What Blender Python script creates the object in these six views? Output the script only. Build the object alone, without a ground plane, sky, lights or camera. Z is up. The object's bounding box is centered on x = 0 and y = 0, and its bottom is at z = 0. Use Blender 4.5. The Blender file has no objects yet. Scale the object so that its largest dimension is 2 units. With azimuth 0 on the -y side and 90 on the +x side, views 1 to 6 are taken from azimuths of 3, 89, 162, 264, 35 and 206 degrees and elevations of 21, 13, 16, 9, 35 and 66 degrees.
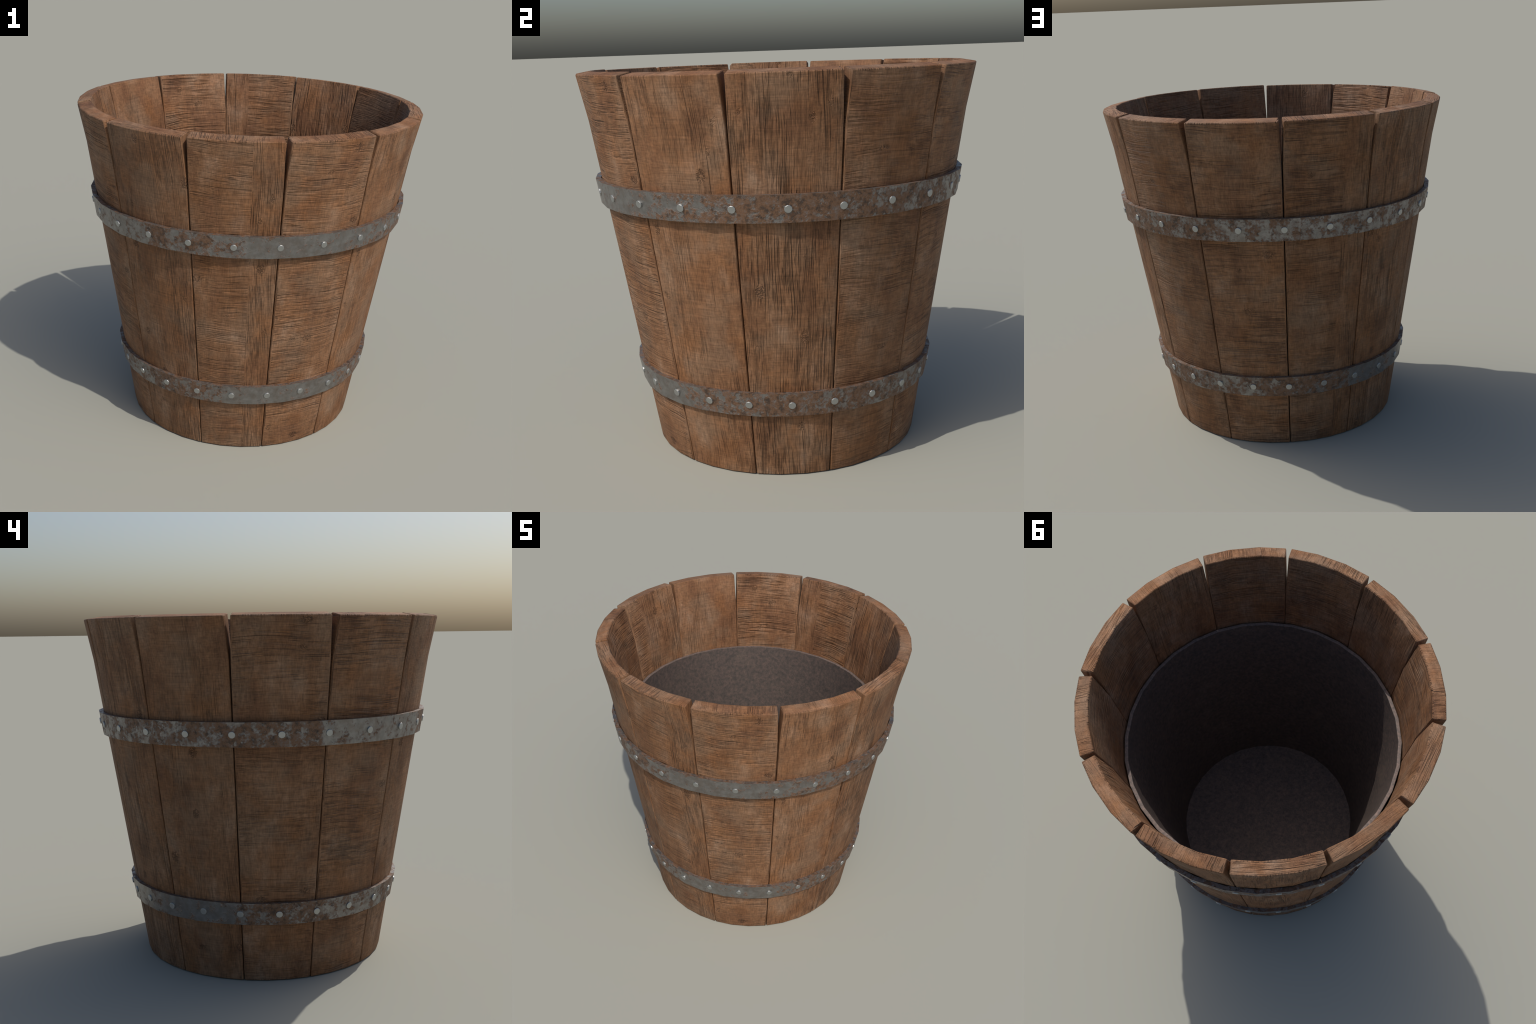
"""Coopered wooden bucket: twelve flared staves, two riveted iron hoops and a dark inner pail."""
import math
import random

import bpy
import bmesh
from mathutils import Matrix, Vector

random.seed(7)

# ------------------------------------------------------------------ measurements (metres)
STAVES = 12
HALF = 15.0                      # half the angle one stave takes, degrees
R_FOOT = 0.694                   # outer radius at the ground
SLOPE = 0.156                    # straight part: radius gained per metre of height
Z_KINK, Z_TOP = 1.70, 1.921      # above the kink the staves flare further out
R_TOP = 1.0056
INNER = [(0.0, 0.617), (1.41, 0.830), (1.70, 0.872), (1.921, 0.9275)]   # inner face: height, radius
JOINT = 0.190                    # half the joint, degrees, where the staves touch
OPEN = 0.88                      # half the joint at the rim, where they have sprung apart


def wall_radius(z):
    r = R_FOOT + SLOPE * min(z, Z_KINK)
    if z > Z_KINK:
        r += (z - Z_KINK) * (R_TOP - R_FOOT - SLOPE * Z_KINK) / (Z_TOP - Z_KINK)
    return r


def inner_radius(z):
    for (z0, r0), (z1, r1) in zip(INNER, INNER[1:]):
        if z <= z1:
            return r0 + (r1 - r0) * (z - z0) / (z1 - z0)
    return INNER[-1][1]


# ------------------------------------------------------------------ node helper
class Tree:
    def __init__(self, name):
        self.mat = bpy.data.materials.new(name)
        self.mat.use_nodes = True
        self.t = self.mat.node_tree
        self.bsdf = self.t.nodes["Principled BSDF"]

    def put(self, socket, value):
        if isinstance(value, bpy.types.NodeSocket):
            self.t.links.new(value, socket)
        elif isinstance(value, (tuple, list)) and len(value) == 3 and socket.type == "RGBA":
            socket.default_value = (*value, 1.0)
        else:
            socket.default_value = value

    def node(self, kind, out=0, props=None, **inputs):
        n = self.t.nodes.new("ShaderNode" + kind)
        for k, v in (props or {}).items():
            setattr(n, k, v)
        for k, v in inputs.items():
            self.put(n.inputs[int(k[1:])] if k[0] == "i" and k[1:].isdigit() else n.inputs[k.replace("_", " ")], v)
        return n.outputs[out]

    def math(self, op, a, b=0.0, c=0.0, clamp=False):
        return self.node("Math", props=dict(operation=op, use_clamp=clamp), i0=a, i1=b, i2=c)

    def vec(self, op, a, b=(0, 0, 0)):
        return self.node("VectorMath", props=dict(operation=op), i0=a, i1=b)

    def noise(self, vector, scale, detail=2.0, rough=0.5, distort=0.0, colour=False):
        return self.node("TexNoise", out=1 if colour else 0, Vector=vector, Scale=scale, Detail=detail, Roughness=rough, Distortion=distort)

    def step(self, x, lo, hi, a=0.0, b=1.0):
        return self.node("MapRange", props=dict(interpolation_type="SMOOTHSTEP"), i0=x, i1=lo, i2=hi, i3=a, i4=b)

    def mix(self, f, a, b, mode="MIX"):
        n = self.t.nodes.new("ShaderNodeMix")
        n.data_type, n.blend_type = "RGBA", mode
        self.put(n.inputs[0], f)
        self.put(n.inputs[6], a)
        self.put(n.inputs[7], b)
        return n.outputs[2]

    def ramp(self, x, stops, colour=False):
        n = self.t.nodes.new("ShaderNodeValToRGB")
        e = n.color_ramp.elements
        while len(e) > 1:
            e.remove(e[-1])
        for i, (p, c) in enumerate(stops):
            k = e[0] if i == 0 else e.new(p)
            k.position = p
            k.color = (*c, 1.0) if colour else (c, c, c, 1.0)
        self.put(n.inputs[0], x)
        return n.outputs[0]

    def bump(self, height, strength, distance):
        return self.node("Bump", Height=height, Strength=strength, Distance=distance)

    def set(self, **inputs):
        for k, v in inputs.items():
            self.put(self.bsdf.inputs[k.replace("_", " ")], v)
        return self.mat


# ------------------------------------------------------------------ materials
def wood(name, along, across, relief, knots, waver, lift=1.0):
    """along = axis the fibre runs on, across = axis its lines are counted on: 0 tangential, 1 radial, 2 upright."""
    t = Tree(name)

    def axes(on_fibre):
        """Stretch the pattern along the fibre; the third axis, into the wood, hardly counts."""
        return tuple(on_fibre if i == along else 1.0 if i == across else min(on_fibre, 0.06) for i in range(3))

    def centred(v, amount):
        return t.node("VectorMath", props=dict(operation="SCALE"), i0=t.vec("SUBTRACT", v, (0.5, 0.5, 0.5)), Scale=amount)

    obj = t.node("TexCoord", out=3)
    rnd = t.node("ObjectInfo", out=5)
    shift = t.node("CombineXYZ", X=t.math("MULTIPLY", rnd, 37.0), Y=t.math("MULTIPLY", rnd, 11.0), Z=t.math("MULTIPLY", rnd, 53.0))
    p = t.vec("ADD", obj, shift)

    depth = t.node("Attribute", out=2, props=dict(attribute_type="OBJECT", attribute_name='["grain_depth"]'))

    # knots: small cells where the fibre curls up
    vor = t.node("TexVoronoi", Vector=t.vec("MULTIPLY", p, axes(0.7)), Scale=7.6, Randomness=1.0)
    some = t.step(t.noise(p, 5.3, 1.0), *knots)
    knot = t.math("MULTIPLY", t.step(vor, 0.13, 0.21, 1.0, 0.0), some)

    # wandering fibre: slow drift, small waviness, and a curl at the knots
    pw = t.vec("ADD", p, centred(t.noise(t.vec("MULTIPLY", p, axes(0.7)), 2.6, 1.0, colour=True), 0.050 * waver))
    pw = t.vec("ADD", pw, centred(t.noise(t.vec("MULTIPLY", p, axes(0.35)), 17.0, 1.5, colour=True), t.math("MULTIPLY_ADD", knot, 0.024, 0.0036 * waver)))
    fibre = t.vec("MULTIPLY", pw, axes(0.022))

    # grooves: long, thin, coming and going one by one
    fade1 = t.step(t.noise(t.vec("MULTIPLY", pw, axes(0.12)), 34.0, 1.0, 0.5), 0.42, 0.60)
    fade2 = t.step(t.noise(t.vec("MULTIPLY", pw, axes(0.14)), 62.0, 1.0, 0.5), 0.44, 0.62)
    area = t.step(t.noise(t.vec("MULTIPLY", p, axes(0.5)), 5.5, 2.0, 0.6), 0.38, 0.60, 0.18, 1.0)
    line1 = t.math("ABSOLUTE", t.math("SUBTRACT", t.noise(fibre, 62.0, 1.0, 0.5), 0.48))
    line2 = t.math("ABSOLUTE", t.math("SUBTRACT", t.noise(fibre, 125.0, 1.0, 0.5), 0.52))
    line3 = t.math("ABSOLUTE", t.math("SUBTRACT", t.noise(p, 66.0, 1.0, 0.5, 1.0), 0.5))

    def grooves(wide):
        """The same grooves cut narrow (for their dark floor) or wide (for their sloping sides)."""
        g1 = t.math("MULTIPLY", t.step(line1, 0.0, 0.038 * wide, 1.0, 0.0), fade1)
        g2 = t.math("MULTIPLY", t.step(line2, 0.0, 0.060 * wide, 1.0, 0.0), fade2)
        g3 = t.math("MULTIPLY", t.step(line3, 0.0, 0.055 * wide, 1.0, 0.0), knot)
        g = t.math("MULTIPLY", t.math("MAXIMUM", g1, t.math("MULTIPLY", g2, 0.7)), t.math("MULTIPLY", area, depth))
        g = t.math("MULTIPLY", g, t.math("SUBTRACT", 1.0, t.math("MULTIPLY", knot, 0.8)))
        return t.math("MAXIMUM", g, t.math("MULTIPLY", g3, 0.85))

    groove, valley = grooves(1.0), grooves(2.2)

    # woven look of the sawn surface: fine threads both ways
    warp = t.noise(t.vec("MULTIPLY", p, (1.0, 1.0, 0.045)), 150.0, 2.0, 0.7)
    weft = t.noise(t.vec("MULTIPLY", p, (0.045, 1.0 if along != 1 else 0.045, 1.0)), 150.0, 2.0, 0.7)
    broad = t.noise(t.vec("MULTIPLY", pw, (1.0, 1.0, 0.08)), 34.0, 2.0, 0.6)
    weave = t.math("ADD", t.math("SUBTRACT", warp, 0.5), t.math("MULTIPLY", t.math("SUBTRACT", weft, 0.5), 0.9))

    # colour: brown, with redder heart and greyed, worn patches
    patch = t.noise(t.vec("MULTIPLY", p, (1.0, 1.0, 0.6)), 6.0, 5.0, 0.62)
    tone = t.ramp(patch, [(0.26, (0.144, 0.066, 0.031)), (0.40, (0.212, 0.100, 0.048)), (0.52, (0.258, 0.130, 0.064)), (0.62, (0.298, 0.164, 0.092)), (0.74, (0.360, 0.230, 0.148))], colour=True)
    heart = t.step(t.noise(t.vec("MULTIPLY", t.vec("ADD", p, (5.1, 0.7, 2.9)), (1.0, 1.0, 0.7)), 5.0, 3.0, 0.55), 0.47, 0.68)
    tone = t.mix(t.math("MULTIPLY", heart, 0.48), tone, (0.264, 0.111, 0.039))
    grey = t.step(t.noise(t.vec("ADD", p, (3.3, 9.1, 4.2)), 4.4, 3.0, 0.6), 0.46, 0.68)
    tone = t.mix(t.math("MULTIPLY", grey, 0.55), tone, (0.248, 0.156, 0.096))
    bright = t.math("ADD", t.math("MULTIPLY", weave, 1.15), t.math("MULTIPLY_ADD", t.math("SUBTRACT", broad, 0.5), 0.5, 1.0))
    bright = t.math("MULTIPLY", bright, t.math("MULTIPLY_ADD", rnd, 0.14 * lift, 0.775 * lift))
    tone = t.node("VectorMath", props=dict(operation="SCALE"), i0=tone, Scale=bright)
    tone = t.mix(t.math("MULTIPLY", groove, 0.29), tone, (0.040, 0.023, 0.015))

    height = t.math("ADD", t.math("MULTIPLY", valley, -relief), t.math("MULTIPLY", weave, 0.12))
    return t.set(Base_Color=tone, Roughness=t.math("MULTIPLY_ADD", patch, 0.2, 0.62), Specular_IOR_Level=0.3, Normal=t.bump(height, 1.0, 0.0095))


def iron(name, rust_by_azimuth, seed):
    t = Tree(name)
    obj = t.node("TexCoord", out=3)
    p = t.vec("ADD", obj, (seed, seed * 1.7, 0.0))
    x, y, z = (t.node("SeparateXYZ", out=i, i0=obj) for i in range(3))
    turn = t.math("MULTIPLY_ADD", t.math("ARCTAN2", y, x), 1.0 / (2 * math.pi), 0.0)
    turn = t.math("FRACT", t.math("ADD", turn, 1.0))
    want = t.ramp(turn, [(a / 360.0, v) for a, v in rust_by_azimuth])
    n = t.noise(p, 18.0, 6.0, 0.68, 0.2)
    speck = t.noise(p, 75.0, 3.0, 0.6)
    level = t.math("ADD", t.math("MULTIPLY", n, 0.72), t.math("MULTIPLY", speck, 0.28))
    edge = t.math("SUBTRACT", 0.71, t.math("MULTIPLY", want, 0.37))
    rust = t.step(t.math("SUBTRACT", level, edge), -0.055, 0.065)
    kind = t.noise(t.vec("ADD", p, (7, 2, 5)), 36.0, 5.0, 0.68)
    rust_col = t.ramp(kind, [(0.30, (0.046, 0.034, 0.028)), (0.42, (0.098, 0.060, 0.040)), (0.52, (0.182, 0.098, 0.054)), (0.61, (0.168, 0.112, 0.084)), (0.72, (0.205, 0.160, 0.138))], colour=True)
    steel_col = t.mix(t.step(t.noise(p, 34.0, 4.0, 0.6), 0.35, 0.7), (0.235, 0.229, 0.221), (0.300, 0.294, 0.284))
    stain = t.step(t.noise(t.vec("ADD", p, (1, 8, 3)), 19.0, 5.0, 0.65), 0.42, 0.66)
    steel_col = t.mix(t.math("MULTIPLY", stain, 0.40), steel_col, (0.170, 0.122, 0.096))
    col = t.mix(rust, steel_col, rust_col)
    metal = t.math("MULTIPLY_ADD", rust, -0.60, 0.85)
    rough = t.math("MULTIPLY_ADD", rust, 0.22, 0.42)
    h = t.math("ADD", t.math("MULTIPLY", rust, 0.4), t.math("MULTIPLY", t.noise(p, 130.0, 3.0, 0.6), t.math("MULTIPLY_ADD", rust, 0.9, 0.15)))
    return t.set(Base_Color=col, Metallic=metal, Roughness=rough, Normal=t.bump(h, 0.7, 0.0025))


def rivet_steel():
    t = Tree("rivet_steel")
    p = t.node("TexCoord", out=3)
    n = t.noise(p, 90.0, 3.0, 0.6)
    col = t.mix(n, (0.37, 0.38, 0.375), (0.50, 0.51, 0.50))
    return t.set(Base_Color=col, Metallic=1.0, Roughness=t.math("MULTIPLY_ADD", n, 0.12, 0.44))


def pail_iron(name, lift):
    """lift scales the colour: higher for the paler floor and edge."""
    t = Tree(name)
    p = t.node("TexCoord", out=3)
    n = t.noise(p, 44.0, 6.0, 0.74)
    fine = t.noise(p, 130.0, 3.0, 0.7, 1.5)
    col = t.ramp(n, [(0.36, (0.044, 0.036, 0.033)), (0.48, (0.064, 0.051, 0.045)), (0.58, (0.088, 0.063, 0.053)), (0.70, (0.116, 0.082, 0.068))], colour=True)
    col = t.node("VectorMath", props=dict(operation="SCALE"), i0=col, Scale=t.math("MULTIPLY", t.math("MULTIPLY_ADD", fine, 0.9, 0.55), lift))
    worn = t.step(t.noise(p, 6.0, 3.0, 0.6), 0.52, 0.74)
    hair = t.step(t.math("ABSOLUTE", t.math("SUBTRACT", t.noise(p, 48.0, 2.0, 0.5, 2.0), 0.5)), 0.0, 0.06, 1.0, 0.15)
    col = t.mix(t.math("MULTIPLY", t.math("MULTIPLY", worn, hair), 0.6), col, (0.180, 0.132, 0.098))
    h = t.math("ADD", t.math("MULTIPLY", n, 0.5), fine)
    return t.set(Base_Color=col, Metallic=0.15, Roughness=0.62, Normal=t.bump(h, 0.6, 0.004))


UPRIGHT = wood("wood_upright_grain", 2, 0, 0.95, (0.44, 0.52), 0.8)
CROSS = wood("wood_crosswise_grain", 0, 2, 0.8, (0.52, 0.60), 1.7)
END_LONG = wood("wood_end_long_grain", 0, 1, 0.9, (0.54, 0.62), 1.2, 1.12)
END_RADIAL = wood("wood_end_radial_grain", 1, 0, 0.9, (0.52, 0.60), 1.0, 1.12)
RIVET_STEEL = rivet_steel()
HOOP_EDGE = iron("hoop_iron_edge", [(0, .66), (90, .58), (180, .66), (270, .56), (340, .66)], 5.2)
PAIL_IRON = pail_iron("pail_cast_iron", 1.15)
PAIL_FLOOR = pail_iron("pail_paler_floor", 1.9)
PAIL_EDGE = pail_iron("pail_palest_edge", 2.4)
HOOP_UPPER = iron("hoop_iron_rusted", [(0, .78), (18, .76), (28, .62), (42, .70), (55, .55), (90, .54), (115, .60), (150, .64), (175, .70), (192, .74), (193.5, .46), (208, .44), (216, .34), (232, .40), (242, .62), (262, .62), (272, .44), (285, .36), (312, .40), (322, .54), (335, .68), (350, .76)], 2.3)
HOOP_LOWER = iron("hoop_iron_worn", [(0, .74), (20, .70), (38, .60), (55, .55), (66, .70), (95, .74), (104, .42), (118, .32), (128, .52), (134, .32), (160, .38), (170, .64), (197, .74), (204, .48), (222, .50), (232, .66), (258, .68), (268, .44), (280, .32), (314, .34), (324, .54), (340, .70)], 8.1)


# ------------------------------------------------------------------ mesh helper
def finish(bm, name, materials, parent, bevel=0.0, smooth=30.0, segments=2):
    bmesh.ops.remove_doubles(bm, verts=bm.verts, dist=1e-6)
    bmesh.ops.recalc_face_normals(bm, faces=bm.faces)
    if bevel:
        sharp = [e for e in bm.edges if len(e.link_faces) == 2 and e.calc_face_angle(0.0) > math.radians(40)]
        bmesh.ops.bevel(bm, geom=sharp, offset=bevel, offset_type="OFFSET", segments=segments, profile=0.6, affect="EDGES", clamp_overlap=True)
    me = bpy.data.meshes.new(name)
    bm.to_mesh(me)
    bm.free()
    for m in materials:
        me.materials.append(m)
    me.shade_smooth()
    me.set_sharp_from_angle(angle=math.radians(smooth))
    ob = bpy.data.objects.new(name, me)
    bpy.context.scene.collection.objects.link(ob)
    ob.parent = parent
    return ob


bucket = bpy.data.objects.new("wooden_bucket", None)
bucket["label"] = "tapered brown wooden bucket with two rusty riveted iron hoops"
bucket["category"] = "bucket"
bpy.context.scene.collection.objects.link(bucket)

# ------------------------------------------------------------------ staves
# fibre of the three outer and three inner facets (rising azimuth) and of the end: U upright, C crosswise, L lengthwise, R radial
FIBRE = [("UUU", "CCC", "L"), ("CCC", "CCC", "R"), ("CCC", "UUU", "L"), ("CCU", "CCU", "R"),
         ("UUU", "CCC", "L"), ("UUU", "UUU", "L"), ("CCC", "UUC", "L"), ("CCC", "CCC", "R"),
         ("UUU", "UUU", "L"), ("CCU", "CCC", "R"), ("CCC", "CCC", "R"), ("UUU", "UUU", "R")]
GRAIN_DEPTH = [1.0, 0.75, 0.95, 0.85, 1.0, 0.45, 0.65, 1.0, 0.75, 0.8, 0.95, 0.5]      # how deep the weather has cut each stave
SLOT = {"U": 0, "C": 1, "L": 2, "R": 3}


def make_stave(k):
    azimuth = k * 30.0
    outer_f, inner_f, end_f = FIBRE[k]
    rise = random.uniform(-0.003, 0.003)
    pull = [OPEN + random.uniform(-0.12, 0.18) for _ in range(2)]
    bm = bmesh.new()
    levels = [0.0, 0.35, 0.75, 1.15, 1.41, 1.55, Z_KINK, Z_TOP]
    rings = []
    for z in levels:
        top = z == Z_TOP
        slope = SLOPE if z < Z_KINK else (R_TOP - wall_radius(Z_KINK)) / (Z_TOP - Z_KINK)
        lean = math.atan(slope)
        ring_o, ring_i = [], []
        for f in range(4):
            a = -HALF + 10.0 * f
            if f in (0, 3):
                s = 0 if f == 0 else 1
                gap = pull[s] if top else JOINT + (0.10 if z == Z_KINK else 0.05 if z > 1.5 else 0.0)
                tight = 0.62 * gap if top else 0.035
                a, b = (a + gap, a + tight) if f == 0 else (a - gap, a - tight)
            else:
                b = a
            a, b = math.radians(a), math.radians(b)
            zz = z + (rise if top else 0.0)
            r = wall_radius(z)
            ri = inner_radius(z)
            zi = zz + (r - ri) * (0.84 if z in (0.0, Z_TOP) else 0.0) * math.tan(lean)
            # local frame: x along the tangent, y outward, z up
            ring_o.append(bm.verts.new((r * math.sin(a), r * math.cos(a), zz)))
            ring_i.append(bm.verts.new((ri * math.sin(b), ri * math.cos(b), zi)))
        rings.append((ring_o, ring_i))
    for (o0, i0), (o1, i1) in zip(rings, rings[1:]):
        for f in range(3):
            bm.faces.new((o0[f], o0[f + 1], o1[f + 1], o1[f])).material_index = SLOT[outer_f[f]]
            bm.faces.new((i0[f + 1], i0[f], i1[f], i1[f + 1])).material_index = SLOT[inner_f[f]]
        bm.faces.new((i0[0], o0[0], o1[0], i1[0])).material_index = SLOT[outer_f[0]]
        bm.faces.new((o0[3], i0[3], i1[3], o1[3])).material_index = SLOT[outer_f[2]]
    for f in range(3):
        o, i = rings[-1]
        bm.faces.new((o[f], o[f + 1], i[f + 1], i[f])).material_index = SLOT[end_f]
        o, i = rings[0]
        bm.faces.new((i[f], i[f + 1], o[f + 1], o[f])).material_index = SLOT[end_f]
    ob = finish(bm, "stave", (UPRIGHT, CROSS, END_LONG, END_RADIAL), bucket, bevel=0.0085, segments=3)
    # local y (outward) -> azimuth direction; local x -> rising azimuth
    a = math.radians(azimuth)
    ob.matrix_world = Matrix(((-math.sin(a), math.cos(a), 0, 0), (math.cos(a), math.sin(a), 0, 0), (0, 0, 1, 0), (0, 0, 0, 1)))
    ob["grain_depth"] = GRAIN_DEPTH[k]
    return ob


def proper_stave(k):
    """x -> rising azimuth and y -> outward is left-handed, so the mesh is mirrored into a plain rotation."""
    ob = make_stave(k)
    me = ob.data
    a = math.radians(k * 30.0)
    me.transform(Matrix.Diagonal((-1, 1, 1, 1)))
    me.flip_normals()
    ob.matrix_world = Matrix.Rotation(a - math.pi / 2, 4, "Z")
    return ob


for k in range(STAVES):
    proper_stave(k)


# ------------------------------------------------------------------ hoops and rivets
HOOP_SIDES = 32
HOOP_WALL = 0.026


def rivet_mesh():
    bm = bmesh.new()
    sides, prof = 10, [(0.0, -0.006), (0.0170, -0.006), (0.0184, 0.0025), (0.0178, 0.0048), (0.0164, 0.0060), (0.0, 0.0063)]
    rings = []
    for r, z in prof:
        rings.append([bm.verts.new((0, 0, z))] if r == 0 else [bm.verts.new((r * math.cos(j * 2 * math.pi / sides), r * math.sin(j * 2 * math.pi / sides), z)) for j in range(sides)])
    for a, b in zip(rings, rings[1:]):
        for j in range(sides):
            q = (j + 1) % sides
            ring = [a[j % len(a)], a[q % len(a)], b[q % len(b)], b[j % len(b)]]
            bm.faces.new(list(dict.fromkeys(ring)))
    bmesh.ops.recalc_face_normals(bm, faces=bm.faces)
    me = bpy.data.meshes.new("rivet")
    bm.to_mesh(me)
    bm.free()
    me.materials.append(RIVET_STEEL)
    me.shade_smooth()
    me.set_sharp_from_angle(angle=math.radians(25))
    return me


RIVET = rivet_mesh()


def make_hoop(foot, head, material):
    """Flat 32-sided band between two (height, radius) rings."""
    (z0, r0), (z1, r1) = foot, head
    bm = bmesh.new()
    loops = []
    for z, rad in ((z0, r0), (z1, r1), (z1, r1 - HOOP_WALL), (z0, r0 - HOOP_WALL)):
        loops.append([bm.verts.new((rad * math.cos(math.radians(360 / HOOP_SIDES * j)), rad * math.sin(math.radians(360 / HOOP_SIDES * j)), z)) for j in range(HOOP_SIDES)])
    for i, (a, b) in enumerate(zip(loops, loops[1:] + loops[:1])):
        for j in range(HOOP_SIDES):
            q = (j + 1) % HOOP_SIDES
            bm.faces.new((a[j], a[q], b[q], b[j])).material_index = 1 if i == 1 else 0
    hoop = finish(bm, "hoop", (material, HOOP_EDGE), bucket, bevel=0.0)
    zc = (z0 + z1) / 2 + 0.0005
    half = 180.0 / HOOP_SIDES
    for j in range(24):
        a = 15.0 * j
        off = (a + half) % (2 * half) - half     # angle from the nearest corner of the polygon
        rad = (r0 + r1) / 2 * math.cos(math.radians(half)) / math.cos(math.radians(half - abs(off)))
        r = math.radians(a)
        tilt = math.atan((r1 - r0) / (z1 - z0))
        n = Vector((math.cos(r) * math.cos(tilt), math.sin(r) * math.cos(tilt), -math.sin(tilt)))
        rv = bpy.data.objects.new("rivet", RIVET)
        bpy.context.scene.collection.objects.link(rv)
        rv.parent = hoop
        q = n.to_track_quat("Z", "Y")
        rv.matrix_world = Matrix.Translation((rad * math.cos(r), rad * math.sin(r), zc)) @ q.to_matrix().to_4x4() @ Matrix.Rotation(random.uniform(0, 6.28), 4, "Z")
    return hoop


make_hoop((1.2835, 0.9225), (1.4090, 0.9430), HOOP_UPPER)
make_hoop((0.3315, 0.7665), (0.4525, 0.7880), HOOP_LOWER)


# ------------------------------------------------------------------ inner pail
def make_pail():
    bm = bmesh.new()
    sides = 32
    prof = [(0.0, 0.060), (0.615, 0.060), (0.8210, 1.411), (0.7990, 1.411), (0.5980, 0.082), (0.0, 0.082)]
    rings = []
    for r, z in prof:
        rings.append([bm.verts.new((0, 0, z))] if r == 0 else [bm.verts.new((r * math.cos(2 * math.pi * j / sides), r * math.sin(2 * math.pi * j / sides), z)) for j in range(sides)])
    for i, (a, b) in enumerate(zip(rings, rings[1:])):
        for j in range(sides):
            q = (j + 1) % sides
            face = bm.faces.new(list(dict.fromkeys([a[j % len(a)], a[q % len(a)], b[q % len(b)], b[j % len(b)]])))
            face.material_index = 1 if i == 2 else 2 if i == 4 else 0
    return finish(bm, "inner_pail", (PAIL_IRON, PAIL_EDGE, PAIL_FLOOR), bucket, bevel=0.002)


make_pail()
